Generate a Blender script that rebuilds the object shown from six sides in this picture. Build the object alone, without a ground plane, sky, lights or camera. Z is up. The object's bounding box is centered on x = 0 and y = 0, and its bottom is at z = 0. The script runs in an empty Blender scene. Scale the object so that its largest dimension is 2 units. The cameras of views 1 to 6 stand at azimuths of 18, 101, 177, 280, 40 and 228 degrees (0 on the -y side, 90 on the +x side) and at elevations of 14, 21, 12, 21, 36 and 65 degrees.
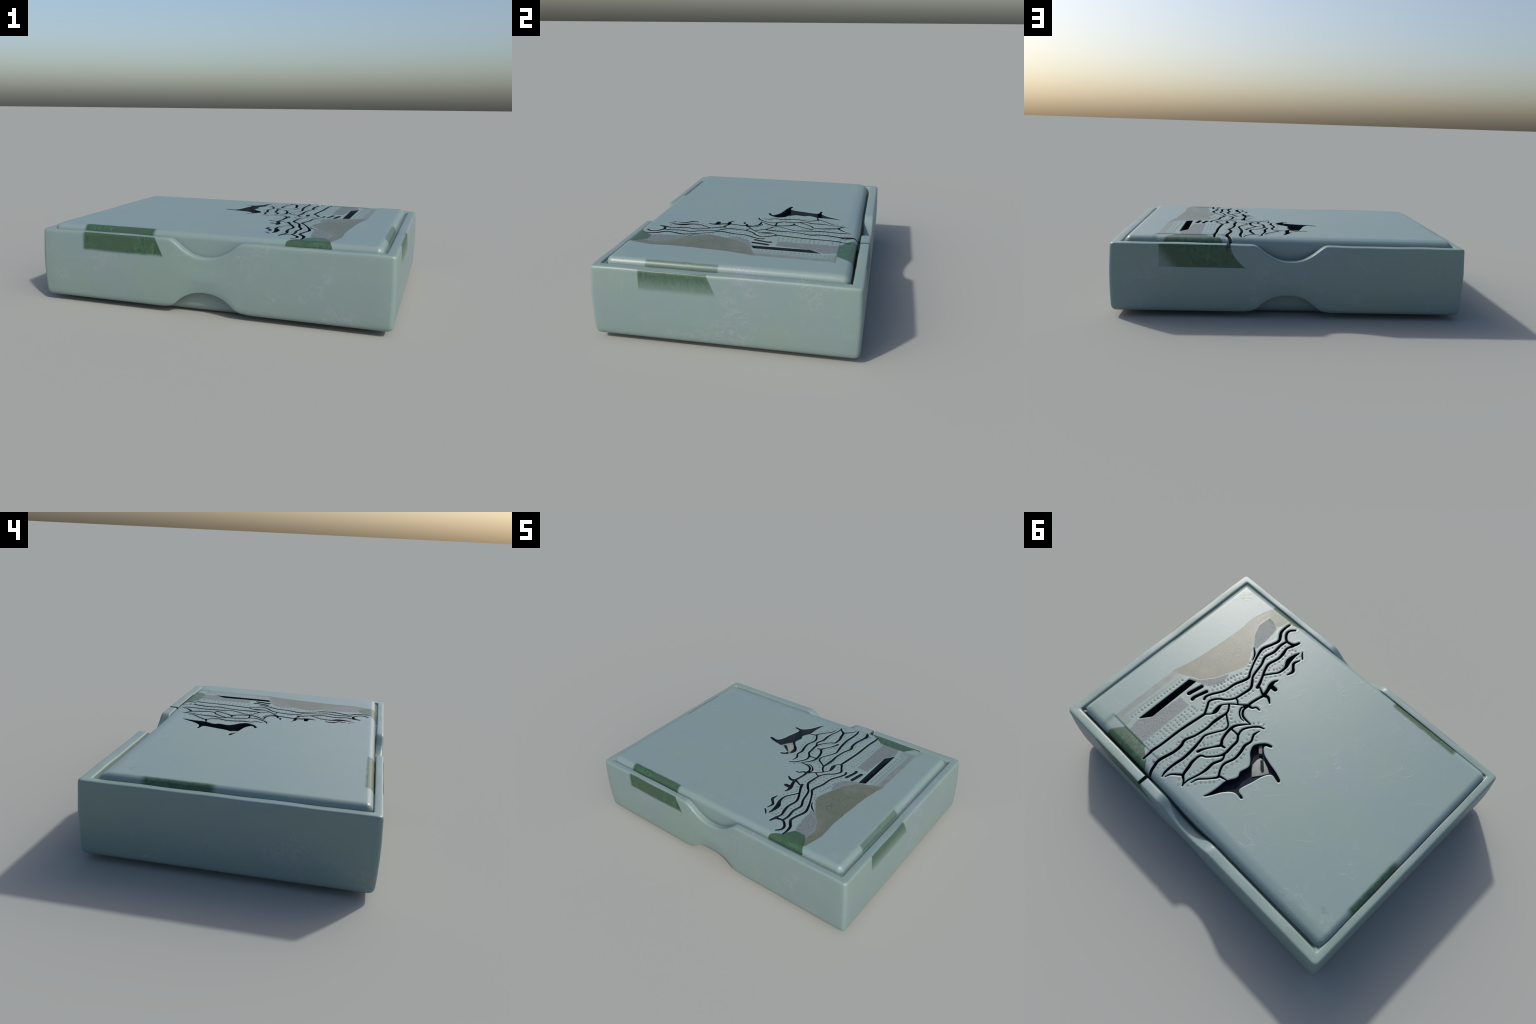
"""A flat stone-like presentation box: an outer sleeve with thumb notches and an
inner block whose top is carved with wavy wall courses, a curved roof and slots."""
import bpy, bmesh, math, random
import numpy as np

random.seed(7)
rng = np.random.default_rng(7)

# ------------------------------------------------------------------ sizes
OUT_X, OUT_Y = 1.0, 0.710            # widest half sizes of the sleeve
RIM_Z, FOOT_Z = 0.419, 0.029         # top and underside of the sleeve
BLK_X0, BLK_X1 = -0.948, 0.924       # the inner block
BLK_Y0, BLK_Y1 = -0.657, 0.634
TOP_Z = 0.446
EDGE_R = 0.036                       # rounding of the block's upper edge
CARVE = 0.040                        # depth of the carving at the roof
UNDER_Z = 0.006                      # underside of the block, above its pad


# ------------------------------------------------------------------ helpers
def new_object(name, verts, faces, parent, mats, smooth_angle=35):
    me = bpy.data.meshes.new(name)
    me.from_pydata([tuple(map(float, v)) for v in verts], [], faces)
    me.validate()
    for m in mats:
        me.materials.append(m)
    me.shade_smooth()
    if smooth_angle:
        me.set_sharp_from_angle(angle=math.radians(smooth_angle))
    ob = bpy.data.objects.new(name, me)
    bpy.context.scene.collection.objects.link(ob)
    ob.parent = parent
    return ob


def catmull(points, step=0.004):
    """Smooth curve through (x, y, radius) control points."""
    p = np.array(points, float)
    if len(p) == 2:
        n = 12
        t = np.linspace(0, 1, n)[:, None]
        return p[0] * (1 - t) + p[1] * t
    p = np.vstack([2 * p[0] - p[1], p, 2 * p[-1] - p[-2]])
    out = []
    for i in range(1, len(p) - 2):
        a, b, c, d = p[i - 1:i + 3]
        n = max(2, int(np.hypot(*(c - b)[:2]) / step))
        t = np.arange(n)[:, None] / n
        out.append(0.5 * ((2 * b) + (c - a) * t + (2 * a - 5 * b + 4 * c - d) * t ** 2
                          + (3 * b - a - 3 * c + d) * t ** 3))
    out.append(p[-2:-1])
    q = np.vstack(out)
    q[:, 2] = np.maximum(q[:, 2], 0.0015)
    return q


# ------------------------------------------------------------------ carving plan
# every groove is a spine: (x, y) in metres and half width in millimetres
GROOVES = {}


def groove(name, *pts):
    GROOVES[name] = catmull([(x, y, w / 1000) for x, y, w in pts])


groove('wall_course_hooked', (0.470, 0.111, 7.4), (0.476, 0.093, 7.4), (0.465, 0.059, 6.7), (0.430, -0.008, 6.7), (0.421, -0.079, 7.4), (0.403, -0.133, 8.2), (0.398, -0.169, 8.2), (0.418, -0.199, 6.0), (0.448, -0.256, 5.3), (0.471, -0.309, 6.9), (0.486, -0.365, 8.5), (0.467, -0.430, 7.7), (0.460, -0.476, 8.6), (0.492, -0.523, 8.6), (0.499, -0.563, 7.1), (0.495, -0.601, 4.8))
groove('thorn', (0.468, -0.265, 2.3), (0.479, -0.288, 3.8), (0.496, -0.310, 4.6), (0.526, -0.332, 2.3))
groove('wall_course_from_loop', (0.395, 0.174, 7.3), (0.421, 0.132, 6.6), (0.439, 0.097, 6.6), (0.416, 0.054, 5.9), (0.381, 0.027, 5.9), (0.351, -0.015, 5.9), (0.340, -0.074, 7.4), (0.337, -0.126, 8.1), (0.364, -0.166, 7.4), (0.382, -0.185, 6.0), (0.394, -0.216, 6.8), (0.410, -0.282, 6.8), (0.433, -0.335, 7.6), (0.422, -0.397, 7.7), (0.428, -0.456, 7.7), (0.423, -0.493, 7.0))
groove('sickle', (0.443, -0.597, 5.5), (0.464, -0.571, 7.1), (0.462, -0.540, 7.8), (0.429, -0.507, 7.0), (0.398, -0.506, 7.7), (0.372, -0.518, 9.3), (0.362, -0.546, 7.0))
groove('wall_course_from_sickle', (0.372, -0.508, 8.5), (0.385, -0.467, 6.9), (0.375, -0.425, 9.2), (0.370, -0.379, 7.6), (0.382, -0.317, 7.6), (0.369, -0.273, 7.5), (0.347, -0.232, 6.7), (0.326, -0.192, 8.2), (0.313, -0.159, 10.4))
groove('leaf_branch', (0.350, -0.238, 5.2), (0.322, -0.280, 5.2), (0.298, -0.319, 6.0), (0.297, -0.370, 9.1), (0.316, -0.414, 15.2), (0.317, -0.463, 9.2), (0.311, -0.493, 4.6))
groove('claw', (0.253, -0.339, 3.7), (0.246, -0.377, 9.0), (0.266, -0.401, 7.5), (0.282, -0.423, 7.6), (0.272, -0.460, 3.8))
groove('nick', (0.302, -0.514, 3.1), (0.286, -0.495, 4.6), (0.267, -0.479, 3.8))
groove('cluster_stem', (0.301, -0.168, 4.4), (0.269, -0.152, 6.6), (0.247, -0.147, 11.0))
groove('cluster_branch', (0.247, -0.147, 11.0), (0.258, -0.187, 10.3), (0.270, -0.224, 12.6), (0.272, -0.252, 8.2), (0.264, -0.272, 4.5))
groove('cluster_stub', (0.262, -0.220, 14.1), (0.230, -0.220, 12.5))
groove('cluster_tail', (0.247, -0.147, 10.3), (0.224, -0.155, 8.8), (0.204, -0.146, 6.6), (0.187, -0.134, 3.6))
groove('cluster_link', (0.247, -0.147, 8.1), (0.258, -0.097, 7.3), (0.262, -0.046, 8.0), (0.236, -0.042, 5.8), (0.221, -0.062, 5.1), (0.196, -0.063, 4.3))
groove('loop_floor', (0.395, 0.174, 5.1), (0.369, 0.144, 4.4), (0.366, 0.118, 12.4), (0.372, 0.083, 9.5), (0.369, 0.062, 4.4), (0.340, 0.025, 4.4), (0.295, -0.012, 4.4), (0.262, -0.043, 5.8))
groove('short_tie', (0.345, -0.021, 4.4), (0.329, -0.017, 4.4), (0.310, -0.003, 4.4))
groove('outer_arc', (0.267, -0.031, 4.4), (0.278, 0.001, 5.1), (0.261, 0.030, 4.3), (0.231, 0.047, 3.6), (0.204, 0.047, 2.2))
groove('inner_arc', (0.258, -0.040, 5.8), (0.260, 0.000, 6.5), (0.235, 0.028, 6.5), (0.202, 0.035, 5.7), (0.164, 0.034, 2.9))
groove('eave_to_loop', (0.164, 0.034, 2.9), (0.191, 0.064, 5.0), (0.216, 0.099, 7.1), (0.223, 0.131, 8.6), (0.217, 0.176, 7.8), (0.204, 0.214, 7.8), (0.186, 0.240, 8.5), (0.207, 0.278, 4.9), (0.233, 0.321, 6.3), (0.246, 0.356, 8.5))
groove('loop_spur', (0.186, 0.240, 7.8), (0.159, 0.235, 5.6))
groove('long_course_to_rim', (0.344, 0.033, 5.1), (0.322, 0.059, 5.8), (0.313, 0.087, 6.5), (0.319, 0.141, 9.4), (0.321, 0.178, 8.6), (0.319, 0.227, 7.2), (0.330, 0.301, 6.4), (0.349, 0.360, 7.9), (0.337, 0.398, 9.2), (0.337, 0.453, 8.5), (0.355, 0.538, 9.2), (0.348, 0.579, 9.9), (0.332, 0.628, 8.4), (0.324, 0.652, 8.4))
groove('long_course_second', (0.312, 0.084, 4.3), (0.279, 0.107, 5.0), (0.248, 0.128, 5.7), (0.242, 0.162, 5.0), (0.266, 0.208, 5.0), (0.291, 0.261, 5.7), (0.287, 0.297, 7.1), (0.276, 0.358, 8.5), (0.271, 0.436, 8.4), (0.278, 0.503, 7.7), (0.278, 0.557, 7.0), (0.270, 0.591, 3.5))
groove('straight_course', (0.395, 0.174, 7.3), (0.399, 0.204, 8.0), (0.415, 0.341, 7.9), (0.420, 0.465, 7.2), (0.427, 0.533, 7.9), (0.425, 0.594, 4.3))
groove('oval_tie', (0.218, 0.131, 5.0), (0.177, 0.130, 5.0), (0.158, 0.135, 5.7))
groove('curled_course', (0.090, 0.001, 3.6), (0.120, 0.013, 5.7), (0.153, 0.051, 5.7), (0.172, 0.091, 6.4), (0.164, 0.128, 6.4), (0.140, 0.160, 7.1), (0.136, 0.201, 7.7), (0.132, 0.257, 7.7), (0.147, 0.295, 5.6), (0.187, 0.343, 4.9), (0.217, 0.363, 6.3), (0.220, 0.416, 8.4), (0.210, 0.451, 9.1), (0.196, 0.502, 7.6), (0.167, 0.525, 5.5), (0.150, 0.551, 2.1))
groove('fork_arm', (0.257, 0.580, 2.8), (0.245, 0.549, 4.9), (0.215, 0.520, 6.3), (0.195, 0.503, 6.3))
groove('fork_course', (0.150, 0.551, 2.8), (0.154, 0.509, 4.8), (0.137, 0.442, 5.5), (0.131, 0.393, 8.3), (0.132, 0.345, 7.7), (0.115, 0.295, 6.3), (0.129, 0.262, 4.9))
groove('low_course', (0.131, 0.505, 2.8), (0.121, 0.466, 4.8), (0.085, 0.424, 4.8), (0.056, 0.386, 6.2), (0.052, 0.371, 6.9), (0.010, 0.359, 3.4))
groove('rising_course', (0.054, 0.374, 6.2), (0.078, 0.339, 6.2), (0.088, 0.301, 6.9), (0.072, 0.241, 7.0), (0.079, 0.187, 8.4), (0.090, 0.149, 8.4), (0.085, 0.105, 6.3), (0.104, 0.068, 6.4), (0.098, 0.028, 2.8))
groove('lozenge', (0.561, 0.148, 11.9), (0.544, 0.065, 11.2))
groove('lozenge_lower', (0.518, 0.158, 11.1), (0.519, 0.138, 9.6), (0.499, 0.068, 10.4))

# the two filled recesses: a long slot and the curved roof with its swept eaves
SLOT = [(0.633, 0.083), (0.592, 0.065), (0.592, 0.393), (0.637, 0.457)]
ROOF_WALL_SIDE = [(0.026, 0.508), (0.016, 0.467), (0.010, 0.417), (0.007, 0.365), (-0.020, 0.307),
                  (-0.008, 0.272), (-0.018, 0.221), (0.003, 0.187), (0.037, 0.157), (0.056, 0.118),
                  (0.044, 0.086), (0.016, 0.055), (-0.015, 0.044)]
ROOF_SKY_SIDE = [(-0.021, 0.053), (0.007, 0.068), (0.006, 0.087), (-0.029, 0.112), (-0.084, 0.127),
                 (-0.142, 0.139), (-0.193, 0.156), (-0.196, 0.171), (-0.172, 0.168), (-0.147, 0.163),
                 (-0.128, 0.174), (-0.109, 0.211), (-0.097, 0.265), (-0.079, 0.348), (-0.124, 0.364),
                 (-0.123, 0.376), (-0.082, 0.374), (-0.052, 0.392), (-0.022, 0.428), (0.001, 0.472)]


def rounded_loop(pts, n=5):
    p = np.array(pts, float)
    out = []
    for i in range(len(p)):
        a, b, c, d = p[i - 1], p[i], p[(i + 1) % len(p)], p[(i + 2) % len(p)]
        for t in np.arange(n) / n:
            tang = 0.5
            out.append(b + tang * (c - a) * (t - 2 * t * t + t ** 3) + (c - b) * (3 * t * t - 2 * t ** 3)
                       + tang * (d - b) * (t ** 3 - t * t))
    return np.array(out)


ROOF = rounded_loop(ROOF_WALL_SIDE + ROOF_SKY_SIDE)


def polygon_distance(X, Y, poly):
    """Signed distance, negative inside."""
    p = np.array(poly, float)
    d = np.full(X.shape, 1e9)
    inside = np.zeros(X.shape, bool)
    for (ax, ay), (bx, by) in zip(p, np.roll(p, -1, 0)):
        ex, ey = bx - ax, by - ay
        t = np.clip(((X - ax) * ex + (Y - ay) * ey) / (ex * ex + ey * ey + 1e-12), 0, 1)
        d = np.minimum(d, np.hypot(X - ax - t * ex, Y - ay - t * ey))
        cross = ((ay > Y) != (by > Y)) & (X < (bx - ax) * (Y - ay) / (by - ay + 1e-15) + ax)
        inside ^= cross
    return np.where(inside, -d, d)


def carving_distance(X, Y):
    d = np.full(X.shape, 0.05)
    reach = 0.03
    for q in GROOVES.values():
        near = ((X > q[:, 0].min() - reach) & (X < q[:, 0].max() + reach)
                & (Y > q[:, 1].min() - reach) & (Y < q[:, 1].max() + reach))
        if not near.any():
            continue
        x, y = X[near], Y[near]
        best = d[near]
        for a, b in zip(q[:-1], q[1:]):
            ex, ey = b[0] - a[0], b[1] - a[1]
            t = np.clip(((x - a[0]) * ex + (y - a[1]) * ey) / (ex * ex + ey * ey + 1e-12), 0, 1)
            best = np.minimum(best, np.hypot(x - a[0] - t * ex, y - a[1] - t * ey)
                              - (a[2] + (b[2] - a[2]) * t))
        d[near] = best
    for poly, grow in ((SLOT, 0.0), (ROOF, 0.001)):
        p = np.array(poly)
        near = ((X > p[:, 0].min() - reach) & (X < p[:, 0].max() + reach)
                & (Y > p[:, 1].min() - reach) & (Y < p[:, 1].max() + reach))
        d[near] = np.minimum(d[near], polygon_distance(X[near], Y[near], poly) - grow)
    return d


def smooth(e0, e1, v):
    t = np.clip((v - e0) / (e1 - e0), 0, 1)
    return t * t * (3 - 2 * t)


# ------------------------------------------------------------------ materials
class Nodes:
    def __init__(self, name):
        self.mat = bpy.data.materials.new(name)
        self.mat.use_nodes = True
        self.nt = self.mat.node_tree
        self.bsdf = self.nt.nodes['Principled BSDF']
        self.co = self.nt.nodes.new('ShaderNodeTexCoord').outputs['Object']
        sep = self.nt.nodes.new('ShaderNodeSeparateXYZ')
        self.nt.links.new(self.co, sep.inputs[0])
        self.x, self.y, self.z = sep.outputs

    def put(self, sock, v):
        if isinstance(v, bpy.types.NodeSocket):
            self.nt.links.new(v, sock)
        else:
            sock.default_value = v

    def math(self, op, a, b=0.0, c=None):
        n = self.nt.nodes.new('ShaderNodeMath')
        n.operation = op
        self.put(n.inputs[0], a)
        self.put(n.inputs[1], b)
        if c is not None:
            self.put(n.inputs[2], c)
        return n.outputs[0]

    def step(self, v, e0, e1):
        """smooth 0..1 as v goes e0 -> e1 (e0 may exceed e1)"""
        n = self.nt.nodes.new('ShaderNodeMapRange')
        n.interpolation_type = 'SMOOTHSTEP'
        self.put(n.inputs['Value'], v)
        lo, hi, a, b = (e0, e1, 0.0, 1.0) if e0 < e1 else (e1, e0, 1.0, 0.0)
        n.inputs['From Min'].default_value = lo
        n.inputs['From Max'].default_value = hi
        n.inputs['To Min'].default_value = a
        n.inputs['To Max'].default_value = b
        return n.outputs[0]

    def mul(self, *vs):
        r = vs[0]
        for v in vs[1:]:
            r = self.math('MULTIPLY', r, v)
        return r

    def union(self, *vs):
        r = vs[0]
        for v in vs[1:]:
            r = self.math('MAXIMUM', r, v)
        return r

    def band(self, v, lo, hi, soft=0.004):
        return self.mul(self.step(v, lo - soft, lo + soft), self.step(v, hi + soft, hi - soft))

    def curve(self, v, pts):
        """piecewise profile: output value for input v (both in metres, range -1..1)"""
        n = self.nt.nodes.new('ShaderNodeFloatCurve')
        c = n.mapping.curves[0]
        pts = sorted((p[0] * 0.5 + 0.5, p[1] * 0.5 + 0.5) for p in pts)
        c.points[0].location = pts[0]
        c.points[1].location = pts[-1]
        for p in pts[1:-1]:
            c.points.new(*p)
        for p in c.points:
            p.handle_type = 'VECTOR'
        n.mapping.update()
        self.put(n.inputs['Value'], self.math('MULTIPLY_ADD', v, 0.5, 0.5))
        return self.math('MULTIPLY_ADD', n.outputs[0], 2.0, -1.0)

    def scaled(self, sx, sy, sz, off=(0, 0, 0)):
        m = self.nt.nodes.new('ShaderNodeMapping')
        self.nt.links.new(self.co, m.inputs[0])
        m.inputs['Scale'].default_value = (sx, sy, sz)
        m.inputs['Location'].default_value = off
        return m.outputs[0]

    def noise(self, scale, detail=4, rough=0.55, co=None, distortion=0.0):
        n = self.nt.nodes.new('ShaderNodeTexNoise')
        self.nt.links.new(co or self.co, n.inputs['Vector'])
        n.inputs['Scale'].default_value = scale
        n.inputs['Detail'].default_value = detail
        n.inputs['Roughness'].default_value = rough
        n.inputs['Distortion'].default_value = distortion
        return n.outputs['Fac']

    def voronoi(self, scale, feature='F1', co=None, out='Distance'):
        n = self.nt.nodes.new('ShaderNodeTexVoronoi')
        n.feature = feature
        self.nt.links.new(co or self.co, n.inputs['Vector'])
        n.inputs['Scale'].default_value = scale
        return n.outputs[out]

    def mix(self, f, a, b):
        n = self.nt.nodes.new('ShaderNodeMix')
        n.data_type = 'RGBA'
        self.put(n.inputs[0], f)
        for s, v in ((n.inputs[6], a), (n.inputs[7], b)):
            self.put(s, v if isinstance(v, bpy.types.NodeSocket) else (*v, 1.0))
        return n.outputs[2]

    def bump(self, h, strength, dist):
        n = self.nt.nodes.new('ShaderNodeBump')
        n.inputs['Strength'].default_value = strength
        n.inputs['Distance'].default_value = dist
        self.put(n.inputs['Height'], h)
        self.nt.links.new(n.outputs[0], self.bsdf.inputs['Normal'])

    def finish(self, col, rough):
        self.put(self.bsdf.inputs['Base Color'], col if isinstance(col, bpy.types.NodeSocket) else (*col, 1))
        self.put(self.bsdf.inputs['Roughness'], rough)
        return self.mat


CELADON_GREEN = (0.180, 0.251, 0.228)
CELADON_BLUE = (0.174, 0.242, 0.246)


def celadon(n):
    """Glazed celadon ground shared by sleeve and block, with faint scuffs; returns colour, relief."""
    big = n.noise(2.2, 3)
    col = n.mix(n.step(big, 0.35, 0.65), CELADON_GREEN, CELADON_BLUE)
    fine = n.noise(26, 5, 0.6)
    col = n.mix(n.mul(n.step(fine, 0.45, 0.75), 0.35), col, (0.165, 0.236, 0.220))
    # pale lilac scuffs: thin noise contours kept to a few patches
    where = n.step(n.noise(4.5, 2, co=n.scaled(1, 1, 1, (3.1, 0, 0))), 0.56, 0.66)
    ridge = n.math('ABSOLUTE', n.math('SUBTRACT', n.noise(9, 4, 0.6, n.scaled(1, 1.3, 1.2), 1.2), 0.5))
    scuff = n.mul(n.step(ridge, 0.035, 0.004), where)
    col = n.mix(n.mul(scuff, 0.55), col, (0.25, 0.285, 0.305))
    shard = n.mul(n.step(n.voronoi(7, co=n.scaled(1, 0.7, 1, (0.4, 2, 1)), out='Color'), 0.72, 0.74), where)
    col = n.mix(n.mul(shard, 0.25), col, (0.22, 0.245, 0.28))
    # straight scratches: borders of large angular cells, worn to short pieces
    cell = n.voronoi(5.5, 'DISTANCE_TO_EDGE', n.scaled(1.0, 1.6, 1.2, (1.7, 0.3, 0.9)))
    worn = n.step(n.noise(7, 3, co=n.scaled(1, 1, 1, (0, 4.2, 0))), 0.50, 0.60)
    scratch = n.mul(n.step(cell, 0.016, 0.004), worn)
    col = n.mix(n.mul(scratch, 0.32), col, (0.245, 0.28, 0.29))
    return col, n.math('MULTIPLY_ADD', n.math('MULTIPLY_ADD', scratch, 0.4, scuff), 0.22, n.mul(fine, 0.2))


def grass(n, co=None):
    blades = n.noise(42, 5, 0.7, co or n.scaled(1.0, 0.45, 0.5), 1.5)
    col = n.mix(n.step(blades, 0.38, 0.68), (0.011, 0.044, 0.019), (0.038, 0.108, 0.048))
    return n.mix(n.step(n.noise(5, 2), 0.45, 0.65), col, (0.026, 0.062, 0.027)), blades


def sleeve_material():
    n = Nodes('celadon_sleeve')
    col, relief = celadon(n)
    green, blades = grass(n, n.scaled(1, 1, 0.5))
    wob = n.mul(n.math('SUBTRACT', n.noise(14, 3), 0.5), 0.02)
    x, y, z = n.math('ADD', n.x, wob), n.math('ADD', n.y, wob), n.math('ADD', n.z, n.mul(wob, 0.6))
    below_rim = n.step(n.z, 0.4185, 0.4150)
    slant = n.math('SUBTRACT', 0.417, n.z)
    # front wall patch, right edge leaning outwards to a point
    front = n.mul(n.step(n.y, -0.60, -0.62), below_rim, n.step(x, -0.738, -0.715),
                  n.step(n.math('MULTIPLY_ADD', slant, -0.48, n.x), -0.283, -0.288), n.step(z, 0.308, 0.330))
    # right end wall patch, paler and fading downwards
    right = n.mul(n.step(n.x, 0.97, 0.975), below_rim, n.step(n.y, -0.442, -0.434),
                  n.step(n.math('MULTIPLY_ADD', slant, -0.46, n.y), -0.074, -0.082), n.step(z, 0.298, 0.330))
    right = n.mul(right, n.math('MULTIPLY_ADD', n.step(n.z, 0.30, 0.40), 0.50, 0.36))
    # back wall patch with a bowed left edge
    bow = n.math('MULTIPLY_ADD', n.mul(slant, slant), 5.2, n.x)
    back = n.mul(n.step(n.y, 0.62, 0.64), below_rim, n.step(bow, 0.325, 0.331),
                 n.step(n.x, 0.726, 0.722), n.step(n.z, 0.288, 0.292))
    back = n.mul(back, n.math('MULTIPLY_ADD', n.step(n.math('ADD', n.x, n.mul(slant, 0.8)), 0.79, 0.70), 0.65, 0.35))
    col = n.mix(n.union(n.mul(front, 0.93), right, n.mul(back, 0.95)), col, green)
    slit = n.mul(n.band(n.x, 0.3308, 0.3512, 0.001), n.step(n.y, 0.60, 0.62), n.step(n.z, 0.4172, 0.415))
    slit = n.mul(slit, n.step(n.z, 0.385, 0.392))
    col = n.mix(n.mul(slit, 0.9), col, (0.02, 0.035, 0.03))
    n.bump(relief, 0.25, 0.004)
    return n.finish(col, 0.42)


def block_material():
    n = Nodes('celadon_carved_block')
    col, relief = celadon(n)
    col = n.mix(0.25, col, (0.172, 0.242, 0.258))
    green, blades = grass(n)
    wob = n.mul(n.math('SUBTRACT', n.noise(22, 3), 0.5), 0.012)
    x, y = n.math('ADD', n.x, wob), n.math('ADD', n.y, wob)
    # edge of the picture towards the plain end, and the foot line of the hill
    top_edge = n.curve(y, [(-1, 0.64), (-0.62, 0.655), (-0.49, 0.690), (-0.34, 0.684), (-0.06, 0.708),
                           (0.02, 0.722), (0.10, 0.742), (0.54, 0.750), (1, 0.75)])
    foot = n.curve(y, [(-1, 0.64), (-0.61, 0.632), (-0.56, 0.620), (-0.47, 0.627), (-0.42, 0.605),
                       (-0.345, 0.545), (-0.275, 0.492), (-0.21, 0.464), (-0.14, 0.485), (-0.03, 0.53),
                       (0.044, 0.584), (0.085, 0.665), (0.12, 0.74), (0.16, 0.95), (1, 0.95)])
    under_top = n.step(n.math('SUBTRACT', top_edge, x), -0.002, 0.003)
    in_y = n.band(y, -0.615, 0.536, 0.004)
    hill = n.mul(n.step(n.math('SUBTRACT', x, foot), -0.006, 0.008), under_top, n.step(y, -0.625, -0.60))
    # swirling contour lines on the hill
    swirl = n.noise(6.0, 2, 0.5, None, 0.5)
    lines = n.math('SINE', n.mul(swirl, 330.0))
    hillcol = n.mix(n.step(lines, -0.5, 0.8), (0.064, 0.079, 0.051), (0.108, 0.116, 0.080))
    hillcol = n.mix(n.mul(n.step(n.noise(6, 3), 0.45, 0.7), 0.5), hillcol, (0.150, 0.148, 0.122))
    col = n.mix(n.mul(hill, 0.9), col, hillcol)
    # stippled stone below the hill and beside the slot
    st_low = n.curve(y, [(-1, 0.95), (-0.565, 0.95), (-0.552, 0.60), (-0.529, 0.533), (-0.448, 0.515),
                         (-0.34, 0.510), (-0.30, 0.56), (-0.20, 0.60), (-0.12, 0.50), (-0.04, 0.477), (0.03, 0.512),
                         (0.06, 0.57), (0.09, 0.70), (0.12, 0.95), (1, 0.95)])
    stone = n.mul(n.step(n.math('SUBTRACT', x, st_low), -0.003, 0.005),
                  n.step(n.math('SUBTRACT', foot, x), -0.004, 0.006), under_top)
    grav_top = n.curve(n.y, [(-1, 0.577), (0.2, 0.577), (0.39, 0.595), (0.46, 0.635), (0.545, 0.615), (1, 0.6)])
    gravel = n.mul(n.step(x, 0.497, 0.505), n.step(n.math('SUBTRACT', grav_top, x), -0.004, 0.004),
                   n.band(y, 0.195, 0.538, 0.006))
    pebble = n.voronoi(150, 'DISTANCE_TO_EDGE')
    speck = n.math('ADD', n.mul(n.step(pebble, 0.02, 0.22), 0.6), n.mul(n.noise(120, 2), 0.4))
    stonecol = n.mix(n.step(speck, 0.25, 0.7), (0.075, 0.095, 0.104), (0.165, 0.190, 0.196))
    col = n.mix(n.mul(n.union(stone, gravel), 0.9), col, stonecol)
    # ruled stripes of the parapet between slot and plain end
    para = n.mul(n.step(n.y, 0.085, 0.11), n.step(n.y, 0.540, 0.535), under_top)
    rule = n.math('SUBTRACT', n.x, n.math('MULTIPLY_ADD', n.y, 0.028, 0.674))
    dark_line = n.mul(para, n.union(n.band(rule, 0.000, 0.005, 0.002), n.mul(n.band(rule, 0.012, 0.015, 0.002), 0.6)), n.step(n.y, 0.50, 0.46))
    wide = n.mul(para, n.step(rule, 0.018, 0.026))
    wide = n.mul(wide, n.math('MULTIPLY_ADD', n.step(n.noise(60, 3, 0.6, n.scaled(1, 0.25, 1)), 0.4, 0.65), 0.4, 0.6))
    wide2 = n.mul(n.step(n.y, 0.47, 0.50), n.step(n.y, 0.5385, 0.5365), n.step(x, 0.645, 0.66), under_top)
    col = n.mix(n.union(wide, n.mul(wide2, 0.5)), col, (0.125, 0.15, 0.142))
    col = n.mix(n.mul(dark_line, 0.85), col, (0.085, 0.115, 0.12))
    # grass at both ends of the wall
    gl_low = n.curve(n.y, [(-1, 0.48), (0.53, 0.475), (0.55, 0.470), (0.594, 0.398), (0.64, 0.37), (1, 0.37)])
    gl_high = n.curve(n.y, [(-1, 0.655), (0.538, 0.655), (0.604, 0.700), (0.65, 0.715), (1, 0.715)])
    left = n.mul(n.step(n.y, 0.5375, 0.5395), n.step(n.math('SUBTRACT', x, gl_low), -0.002, 0.004),
                 n.step(n.math('SUBTRACT', gl_high, x), -0.006, 0.010))
    gr = n.curve(x, [(-1, -0.95), (0.42, -0.66), (0.433, -0.632), (0.494, -0.601), (0.537, -0.536),
                     (0.60, -0.537), (0.622, -0.548), (0.656, -0.622), (0.67, -0.66), (1, -0.95)])
    rightg = n.step(n.math('SUBTRACT', gr, y), -0.003, 0.003)
    # green along the upper edges where the sleeve patches continue
    e1 = n.mul(n.band(x, -0.745, -0.315, 0.012), n.step(y, -0.606, -0.622))
    e2 = n.mul(n.band(n.y, -0.424, -0.035, 0.006), n.step(x, 0.893, 0.910), 0.7)
    e3 = n.mul(n.band(y, 0.06, 0.40, 0.02), n.step(x, -0.905, -0.930))
    e4 = n.mul(n.band(x, 0.575, 0.645, 0.006), n.step(y, -0.632, -0.637))
    col = n.mix(n.mul(n.union(left, rightg, e1, e2, e3, e4), 0.92), col, green)
    # a small dark chip near the far corner of the plain end
    chip = n.math('SQRT', n.math('ADD', n.math('POWER', n.mul(n.math("ADD", x, 0.842), 1.0), 2.0),
                                 n.math('POWER', n.mul(n.math("SUBTRACT", y, 0.485), 1.6), 2.0)))
    chip = n.mul(n.step(chip, 0.035, 0.008), n.step(n.noise(45, 4, 0.7), 0.42, 0.60))
    col = n.mix(n.mul(chip, 0.55), col, (0.075, 0.105, 0.105))
    rel = n.math('ADD', n.mul(relief, n.math('SUBTRACT', 1.0, hill)), n.mul(n.union(stone, gravel), speck, 0.4))
    rel = n.math('ADD', rel, n.mul(hill, n.step(lines, -0.5, 0.8), 0.03))
    n.bump(rel, 0.3, 0.004)
    return n.finish(col, n.math('MULTIPLY_ADD', n.union(stone, gravel), 0.12, 0.39))


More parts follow.
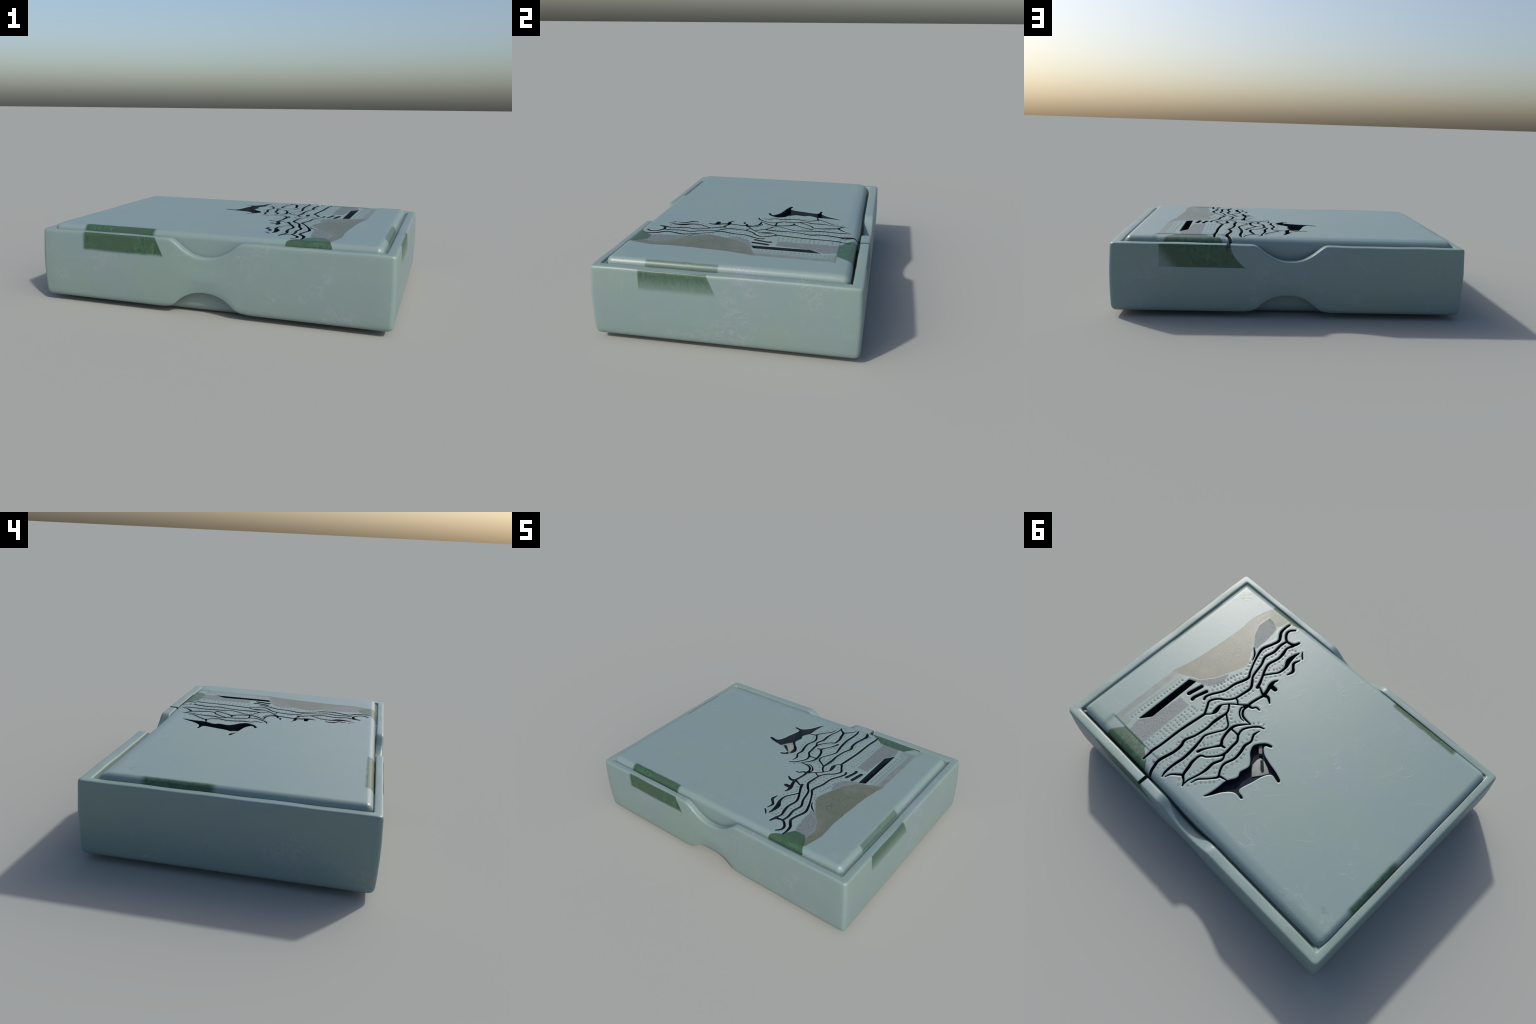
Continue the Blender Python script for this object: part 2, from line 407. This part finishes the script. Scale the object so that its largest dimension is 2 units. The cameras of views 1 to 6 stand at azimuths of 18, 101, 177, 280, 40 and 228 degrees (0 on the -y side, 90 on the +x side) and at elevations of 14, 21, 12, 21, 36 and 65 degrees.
def plain_material(name, c0, c1, rough, scale=18, gloss=0.5):
    n = Nodes(name)
    n.bsdf.inputs['Specular IOR Level'].default_value = gloss
    f = n.noise(scale, 4)
    n.bump(f, 0.15, 0.003)
    return n.finish(n.mix(n.step(f, 0.35, 0.65), c0, c1), rough)


M_SLEEVE = sleeve_material()
M_BLOCK = block_material()
M_DARK_NAVY = plain_material('dark_navy', (0.008, 0.014, 0.022), (0.014, 0.022, 0.033), 0.7, gloss=0.12)  # dark navy for the carving's walls and floors and the door slab
M_TOWER = plain_material('pale_tower_stone', (0.20, 0.235, 0.21), (0.26, 0.28, 0.255), 0.6)
M_WINDOW = plain_material('grey_green_window', (0.098, 0.136, 0.126), (0.122, 0.164, 0.154), 0.7, 60)

# ------------------------------------------------------------------ root
root = bpy.data.objects.new('stone_box', None)
bpy.context.scene.collection.objects.link(root)
root['label'] = 'pale celadon box with thumb notches and carved wall scene'
root['category'] = 'box'

# ------------------------------------------------------------------ sleeve
NOTCH = [(0.0, 0.327), (0.035, 0.3285), (0.07, 0.3365), (0.10, 0.350), (0.13, 0.3675), (0.155, 0.387),
         (0.175, 0.4035), (0.192, 0.414), (0.207, 0.4185), (0.225, RIM_Z)]
ARCH = [(0.0, 0.133), (0.04, 0.1305), (0.08, 0.120), (0.115, 0.103), (0.145, 0.082), (0.165, 0.064),
        (0.185, 0.045), (0.205, 0.036), (0.23, 0.0305), (0.25, FOOT_Z)]
PROFILE = [(-0.064, 0.036), (-0.058, 0.030), (-0.045, 0.029), (-0.030, 0.0295), (-0.019, 0.033), (-0.011, 0.040),
           (-0.006, 0.052), (-0.0035, 0.070), (-0.001, 0.14), (0.0, 0.20), (-0.0008, 0.28), (-0.004, 0.345),
           (-0.0058, 0.385), (-0.0064, 0.400), (-0.0075, 0.4085), (-0.0098, 0.4145), (-0.0135, 0.4178), (-0.0185, 0.419), (-0.028, 0.419),
           (-0.050, 0.419), (-0.0575, 0.4180), (-0.0610, 0.4155), (-0.0630, 0.411), (-0.0645, 0.400), (-0.082, 0.396), (-0.082, 0.23), (-0.075, 0.10)]
WALL = {'front': 0.052, 'left': 0.054, 'right': 0.062, 'back': 0.066}   # thickness of each wall


def along(table, v):
    t = np.array(table)
    return float(np.interp(v, t[:, 0], t[:, 1]))


def fair(table, v):
    """profile lookup softened by averaging over a small window"""
    return sum(along(table, abs(v + o)) for o in (-0.008, -0.004, 0, 0.004, 0.008)) / 5


def build_sleeve():
    xs = sorted(set([round(v, 4) for v in np.arange(-0.9, 0.901, 0.02)] + [round(v, 4) for v in np.arange(-0.27, 0.271, 0.006)]
                    + [0.3300, 0.3312, 0.3345, 0.341, 0.3475, 0.3508, 0.3520]))
    ys = [round(v, 3) for v in np.arange(-0.62, 0.621, 0.02)]
    ncorner = 7
    stations = []                                   # (kind, value)
    stations += [('front', v) for v in xs]
    stations += [('c', (1, -1, a)) for a in np.linspace(-90, 0, ncorner)]
    stations += [('right', v) for v in ys]
    stations += [('c', (1, 1, a)) for a in np.linspace(0, 90, ncorner)]
    stations += [('back', v) for v in reversed(xs)]
    stations += [('c', (-1, 1, a)) for a in np.linspace(90, 180, ncorner)]
    stations += [('left', v) for v in reversed(ys)]
    stations += [('c', (-1, -1, a)) for a in np.linspace(180, 270, ncorner)]
    verts, faces = [], []
    for kind, v in stations:
        top, foot = RIM_Z, FOOT_Z
        if kind in ('front', 'back'):
            off = 0.004 if kind == 'front' else -0.004
            top, foot = fair(NOTCH, v - off), fair(ARCH, v + off)
            if kind == 'back' and 0.331 < v < 0.351:
                top = 0.394
        for o, z in PROFILE:
            if kind == 'back' and 0.36 < z < 0.401 and o < -0.064:
                z -= 0.035                          # the gap is deeper along the back
            elif kind != 'back' and 0.39 < z < 0.401 and o < -0.064 and not (kind == 'c' and v[1] > 0):
                z += 0.009
            share = max(0.0, (-o - 0.03) / 0.034)   # 0 outside, 1 at the inner face

            def inset(side):
                return o + share * (0.064 - WALL[side])

            side_x = {'left': 'left', 'right': 'right'}.get(kind) or ('right' if kind == 'c' and v[0] > 0 else 'left')
            side_y = {'front': 'front', 'back': 'back'}.get(kind) or ('back' if kind == 'c' and v[1] > 0 else 'front')
            hx, hy = OUT_X + inset(side_x), OUT_Y + inset(side_y)
            rc = max(0.010, 0.026 + o * 0.3)
            if foot > FOOT_Z + 0.004 and z < 0.07 and o > -0.05:    # crisper edge along the thumb arch
                k = 1 - 0.75 * min(1.0, (foot - FOOT_Z) / 0.03)
                o, z = -0.0035 + (o + 0.0035) * k, FOOT_Z + (z - FOOT_Z) * k
                hy = OUT_Y + o
            if z > 0.20:
                drop = RIM_Z - top
                z = z - drop * min(1.0, (z - 0.20) / 0.145)
            else:
                z = z + (foot - FOOT_Z) * min(1.0, (0.20 - z) / 0.13)
            if kind == 'front':
                p = (v, -hy, z)
            elif kind == 'back':
                p = (v, hy, z)
            elif kind == 'right':
                p = (hx, v, z)
            elif kind == 'left':
                p = (-hx, v, z)
            else:
                sx, sy, a = v
                a = math.radians(a)
                p = (sx * (hx - rc) + rc * math.cos(a), sy * (hy - rc) + rc * math.sin(a), z)
            verts.append(p)
    m, k = len(stations), len(PROFILE)
    for i in range(m):
        for j in range(k):
            a, b = i * k + j, i * k + (j + 1) % k
            c, d = ((i + 1) % m) * k + (j + 1) % k, ((i + 1) % m) * k + j
            faces.append((a, d, c, b))
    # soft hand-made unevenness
    V = np.array(verts)
    w = 0.0012 * (np.sin(V[:, 0] * 9 + V[:, 2] * 6) * np.cos(V[:, 1] * 8 + 1.3) + 0.6 * np.sin(V[:, 0] * 23 - V[:, 1] * 19))
    V[:, 2] += np.where(V[:, 2] > 0.3, w, 0)
    return new_object('sleeve', V, faces, root, [M_SLEEVE], 45)


build_sleeve()


# ------------------------------------------------------------------ rows of little windows between the courses
def plan_windows():
    pts = []

    def row(curve, offset, pitch, y_lo=-9, y_hi=9, size=1.0):
        seg = np.hypot(*np.diff(curve[:, :2], axis=0).T)
        s = np.concatenate([[0], np.cumsum(seg)])
        for d in np.arange(pitch * 0.7, s[-1], pitch):
            x, y = np.interp(d, s, curve[:, 0]), np.interp(d, s, curve[:, 1])
            h = 0.006
            tx = np.interp(d + h, s, curve[:, 0]) - np.interp(d - h, s, curve[:, 0])
            ty = np.interp(d + h, s, curve[:, 1]) - np.interp(d - h, s, curve[:, 1])
            l = math.hypot(tx, ty) or 1
            tx, ty = tx / l, ty / l
            px, py = x - ty * offset, y + tx * offset
            if y_lo < py < y_hi:
                pts.append((px + rng.normal(0, 0.0012), py + rng.normal(0, 0.0012), math.atan2(ty, tx),
                            size * rng.uniform(0.8, 1.15)))

    for name in ('wall_course_hooked', 'wall_course_from_loop', 'wall_course_from_sickle', 'long_course_to_rim',
                 'long_course_second', 'rising_course', 'fork_course', 'leaf_branch'):
        for off in (0.021, -0.021):
            row(GROOVES[name], off, 0.0250)
    for name in ('curled_course', 'low_course', 'eave_to_loop'):
        row(GROOVES[name], -0.020, 0.022)
    for x0, x1 in ((0.440, 0.446), (0.460, 0.466), (0.480, 0.486)):
        row(np.array([(x0, 0.175, 0), (x1, 0.525, 0)]), 0.0, 0.0255, size=0.8)
    row(np.array([(0.652, 0.10, 0), (0.670, 0.49, 0)]), 0.0, 0.0225, size=0.9)
    row(np.array([(0.470, -0.08, 0), (0.438, -0.19, 0)]), 0.0, 0.02)
    row(np.array([(0.495, 0.03, 0), (0.455, -0.12, 0)]), 0.0, 0.022)
    P = np.array(pts)
    free = carving_distance(P[:, 0].copy(), P[:, 1].copy()) > 0.0105
    P = P[free]
    keep = []
    for p in P:
        if p[1] > 0.575 or p[1] < -0.53 or p[0] < -0.03 or (p[0] > 0.515 and p[1] < 0.08 and p[1] > -0.35):
            continue
        if 0.495 < p[0] < 0.64 or (p[1] < -0.12 and p[0] > 0.47) or (p[1] > 0.545 and p[0] > 0.41):
            continue
        if all(math.hypot(p[0] - q[0], p[1] - q[1]) > 0.0175 for q in keep):
            keep.append(p)
    return keep


WINDOWS = plan_windows()


# ------------------------------------------------------------------ block
def cut_lines(lo, hi, fine_lo, fine_hi, fine=0.0036, coarse=0.011):
    """Grid lines in unrolled coordinates: fine over the carving, the rolled edge and the wall outside."""
    roll = EDGE_R * math.pi / 2
    inner_lo, inner_hi = lo + EDGE_R, hi - EDGE_R
    core = []
    v = inner_lo
    while v < inner_hi - 1e-6:
        core.append(v)
        v += fine if fine_lo <= v <= fine_hi else coarse
    if inner_hi - core[-1] < 0.002:
        core.pop()
    core.append(inner_hi)
    wall = TOP_Z - EDGE_R - 0.06 - UNDER_Z
    beyond = [roll * t for t in np.linspace(0, 1, 15)[1:]] + [roll + wall * t for t in np.linspace(0, 1, 12)[1:]] \
        + [roll + wall + 0.06 * math.pi / 2 * t for t in (0.15, 0.3, 0.45, 0.6, 0.8, 1.0)]
    return np.array([inner_lo - b for b in reversed(beyond)] + core + [inner_hi + b for b in beyond])


def taper(x, y):
    """The block is a little narrower and skewed towards one end."""
    t = (x - BLK_X0) / (BLK_X1 - BLK_X0)
    lo, hi = BLK_Y0 + 0.013 * t, BLK_Y1 - 0.006 * (1 - t)
    return lo + (y - BLK_Y0) / (BLK_Y1 - BLK_Y0) * (hi - lo)


def unroll(U, V):
    """Map flat grid coordinates to the block: flat top, rolled edge, straight wall, rolled foot."""
    cx = np.clip(U, BLK_X0 + EDGE_R, BLK_X1 - EDGE_R)
    cy = np.clip(V, BLK_Y0 + EDGE_R, BLK_Y1 - EDGE_R)
    du, dv = U - cx, V - cy
    rho = np.hypot(du, dv)
    safe = np.where(rho > 0, rho, 1)
    roll = EDGE_R * math.pi / 2
    foot = 0.06
    wall = TOP_Z - EDGE_R - foot - UNDER_Z
    rho = np.minimum(rho, roll + wall + foot * math.pi / 2)
    th = np.minimum(rho, roll) / EDGE_R
    out = EDGE_R * np.sin(th)
    z = TOP_Z - EDGE_R * (1 - np.cos(th))
    z = z - np.clip(rho - roll, 0, wall)
    ph = np.clip(rho - roll - wall, 0, None) / foot
    out = out - foot * (1 - np.cos(ph))
    z = z - foot * np.sin(ph)
    x, y = cx + du / safe * out, cy + dv / safe * out
    return x, taper(x, y), z


def panel_crown(X, Y):
    """The panel swells a little under the carving and slumps towards the back edge."""
    swell = 0.003 * np.exp(-((X - 0.35) / 0.45) ** 2 - ((Y - 0.0) / 0.5) ** 2) + 0.0015 * np.exp(-((X + 0.4) / 0.4) ** 2 - (Y / 0.4) ** 2)
    slump = np.clip((Y - 0.545) / 0.089, 0, 1) ** 2 * (0.005 + 0.020 * smooth(0.45, -0.15, X))
    return swell - slump


def build_block():
    us = cut_lines(BLK_X0, BLK_X1, -0.225, 0.665)
    vs = cut_lines(BLK_Y0, BLK_Y1, -0.62, 0.62)
    U, V = np.meshgrid(us, vs, indexing='ij')
    X, Y, Z = unroll(U, V)
    D = carving_distance(X, Y)
    D = np.where(Z < TOP_Z - 0.034, 0.05, D)
    # softened lips of the carving, the low step beside the picture, slight crown of the panel
    lip = 0.0014 * np.clip(1 - np.abs(D) / 0.0045, 0, 1) ** 2
    swell = 0.0003 * smooth(0.020, 0.008, D) * smooth(0.0, 0.006, D)
    step = 0.0045 * smooth(0.5365, 0.5395, Y) * smooth(0.345, 0.36, X) * smooth(0.765, 0.745, X)
    crown = panel_crown(X, Y)
    top = smooth(TOP_Z - 0.06, TOP_Z - 0.01, Z)
    dimple = np.zeros_like(Z)
    for wx, wy, a, size in WINDOWS:
        i0, i1 = np.searchsorted(us, (wx - 0.03, wx + 0.03))
        j0, j1 = np.searchsorted(vs, (wy - 0.05, wy + 0.05))
        dx, dy = X[i0:i1, j0:j1] - wx, Y[i0:i1, j0:j1] - wy
        lx, ly = dx * math.cos(a) + dy * math.sin(a), dy * math.cos(a) - dx * math.sin(a)
        dimple[i0:i1, j0:j1] += 0.0011 * np.exp(-((lx / (0.0056 * size)) ** 2 + (ly / (0.0080 * size)) ** 2))
    body = Z + (crown - step - dimple) * top
    Zs = body + (swell - lip) * top
    def floor_at(x, y):
        return TOP_Z - CARVE - 0.024 * float(smooth(0.44, 0.53, x))

    nu, nv = U.shape
    inside = D < 0
    verts = [tuple(v) for v in np.stack([X, Y, Zs], -1).reshape(-1, 3)]
    faces = []
    lv, lf = [], []                                  # lining: walls and floors
    lmap, emap = {}, {}

    def lining_vertex(key, p):
        if key not in lmap:
            lmap[key] = len(lv)
            lv.append(p)
        return lmap[key]

    def crossing(i0, j0, i1, j1):
        key = (min((i0, j0), (i1, j1)), max((i0, j0), (i1, j1)))
        if key not in emap:
            (a, b), (c, d) = key
            t = D[a, b] / (D[a, b] - D[c, d])
            p = np.array([X[a, b], Y[a, b], body[a, b]]) * (1 - t) + np.array([X[c, d], Y[c, d], body[c, d]]) * t
            p[2] -= 0.0014 * top[a, b]
            emap[key] = (len(verts), key)
            verts.append(tuple(p))
        return emap[key]

    def lining_floor(i, j):
        return lining_vertex(('g', i, j), (X[i, j], Y[i, j], floor_at(X[i, j], Y[i, j])))

    cell = inside[:-1, :-1].astype(int) + inside[1:, :-1] + inside[1:, 1:] + inside[:-1, 1:]
    for i in range(nu - 1):
        for j in range(nv - 1):
            c = cell[i, j]
            ids = [(i, j), (i + 1, j), (i + 1, j + 1), (i, j + 1)]
            if c == 0:
                faces.append(tuple(a * nv + b for a, b in ids))
                continue
            if c == 4:
                lf.append(tuple(lining_floor(a, b) for a, b in ids))
                continue
            ring = []                                # corners and crossings in order
            for k in range(4):
                a, b = ids[k], ids[(k + 1) % 4]
                ring.append(('v', a, inside[a]))
                if inside[a] != inside[b]:
                    ring.append(('x', crossing(*a, *b), None))
            crosses = [k for k, r in enumerate(ring) if r[0] == 'x']
            n = len(ring)
            for k, start in enumerate(crosses):
                stop = crosses[(k + 1) % len(crosses)]
                seg = [start]
                q = start
                while q != stop:
                    q = (q + 1) % n
                    seg.append(q)
                is_in = ring[seg[1]][2]
                if is_in:
                    poly = []
                    for s in seg:
                        if ring[s][0] == 'v':
                            poly.append(lining_floor(*ring[s][1]))
                        else:
                            vi, key = ring[s][1]
                            p = verts[vi]
                            poly.append(lining_vertex(('f', key), (p[0], p[1], floor_at(p[0], p[1]))))
                    lf.append(tuple(poly))
                    w = []
                    for s in (seg[0], seg[-1]):
                        vi, key = ring[s][1]
                        p = verts[vi]
                        w.append((lining_vertex(('t', key), p), lining_vertex(('f', key), (p[0], p[1], floor_at(p[0], p[1])))))
                    lf.append((w[0][0], w[0][1], w[1][1], w[1][0]))
                else:
                    poly = []
                    for s in seg:
                        if ring[s][0] == 'v':
                            a, b = ring[s][1]
                            poly.append(a * nv + b)
                        else:
                            poly.append(ring[s][1][0])
                    faces.append(tuple(poly))
    # flat underside
    z0 = float(Z.min())
    x0, x1 = BLK_X0 + 0.062, BLK_X1 - 0.062
    y0, y1 = BLK_Y0 + 0.066, BLK_Y1 - 0.066
    base = len(verts)
    verts += [(x0, y0, z0), (x1, y0, z0), (x1, y1, z0), (x0, y1, z0)]
    faces.append((base, base + 3, base + 2, base + 1))
    pad = len(verts)                                 # low pad it stands on
    for z, i in ((z0 + 0.002, 0.03), (0.004, 0.03), (0.0, 0.036)):
        verts += [(x0 + i, y0 + i, z), (x1 - i, y0 + i, z), (x1 - i, y1 - i, z), (x0 + i, y1 - i, z)]
    for ring in (0, 4):
        for k in range(4):
            a, b = pad + ring + k, pad + ring + (k + 1) % 4
            faces.append((a, a + 4, b + 4, b))
    faces.append((pad + 8, pad + 11, pad + 10, pad + 9))
    ob = new_object('carved_block', verts, faces, root, [M_BLOCK], 0)
    bm = bmesh.new()
    bm.from_mesh(ob.data)
    bmesh.ops.remove_doubles(bm, verts=bm.verts, dist=2e-5)
    bmesh.ops.dissolve_degenerate(bm, edges=bm.edges, dist=2e-5)
    loose = [v for v in bm.verts if not v.link_faces]
    bmesh.ops.delete(bm, geom=loose, context='VERTS')
    bm.to_mesh(ob.data)
    bm.free()
    ob.data.shade_smooth()
    lin = new_object('groove_lining', lv, lf, ob, [M_DARK_NAVY], 40)
    bm = bmesh.new()
    bm.from_mesh(lin.data)
    bmesh.ops.remove_doubles(bm, verts=bm.verts, dist=1e-5)
    bmesh.ops.recalc_face_normals(bm, faces=bm.faces)
    bm.to_mesh(lin.data)
    bm.free()
    return ob


block = build_block()


# ------------------------------------------------------------------ gate tower inside the roof recess
def slab(name, outline, z0, z1, parent, mat, shrink=0.0):
    p = np.array(outline)
    c = p.mean(0)
    k = len(p)
    verts = [(*q, z0) for q in p] + [(*q, z1 - 0.001) for q in p] + [(*(c + (q - c) * 0.96), z1) for q in p]
    faces = []
    for r in (0, 1):
        faces += [(r * k + i, r * k + (i + 1) % k, (r + 1) * k + (i + 1) % k, (r + 1) * k + i) for i in range(k)]
    faces.append(tuple(range(2 * k, 3 * k)))
    ob = new_object(name, verts, faces, parent, [mat], 30)
    bm = bmesh.new()
    bm.from_mesh(ob.data)
    bmesh.ops.recalc_face_normals(bm, faces=bm.faces)
    bm.to_mesh(ob.data)
    bm.free()
    return ob


FLOOR = TOP_Z - CARVE
tower = slab('gate_tower', [(-0.012, 0.128), (-0.006, 0.150), (-0.010, 0.186), (-0.030, 0.212), (-0.060, 0.240),
                            (-0.092, 0.196), (-0.112, 0.160), (-0.080, 0.140), (-0.045, 0.128)],
             FLOOR - 0.001, FLOOR + 0.006, block, M_TOWER)
arch = [(-0.020, 0.139), (-0.034, 0.150), (-0.052, 0.168), (-0.066, 0.180), (-0.078, 0.185), (-0.086, 0.180),
        (-0.084, 0.171), (-0.070, 0.158), (-0.052, 0.142), (-0.032, 0.128)]
slab('dark_door_slab', arch, FLOOR + 0.001, FLOOR + 0.0075, tower, M_DARK_NAVY)  # raised dark slab added to stand in for the arched door opening
slab('tower_post', [(0.030, 0.074), (0.044, 0.088), (0.008, 0.122), (-0.006, 0.108)], FLOOR - 0.001, TOP_Z - 0.018, block,
     plain_material('grey_post', (0.10, 0.10, 0.11), (0.15, 0.145, 0.15), 0.6))


# ------------------------------------------------------------------ dark panes lying in the window dimples
def build_windows():
    verts, faces = [], []
    k = 12
    for x, y, a, s in WINDOWS:
        L, W = 0.0075 * s, 0.0095 * s
        b = len(verts)
        z = TOP_Z + float(panel_crown(np.float64(x), np.float64(y))) - 0.00035
        for rad, h in ((1.0, 0.0), (0.5, 0.00005)):
            for t in np.arange(k) / k * 2 * math.pi:
                lx, ly = math.cos(t) * L * rad, math.sin(t) * W * rad
                verts.append((x + lx * math.cos(a) - ly * math.sin(a), y + lx * math.sin(a) + ly * math.cos(a), z + h))
        faces += [(b + i, b + (i + 1) % k, b + k + (i + 1) % k, b + k + i) for i in range(k)]
        faces.append(tuple(b + k + i for i in range(k)))
    ob = new_object('window_row', verts, faces, block, [M_WINDOW], 0)
    ob['kind'] = 'stuff'


build_windows()
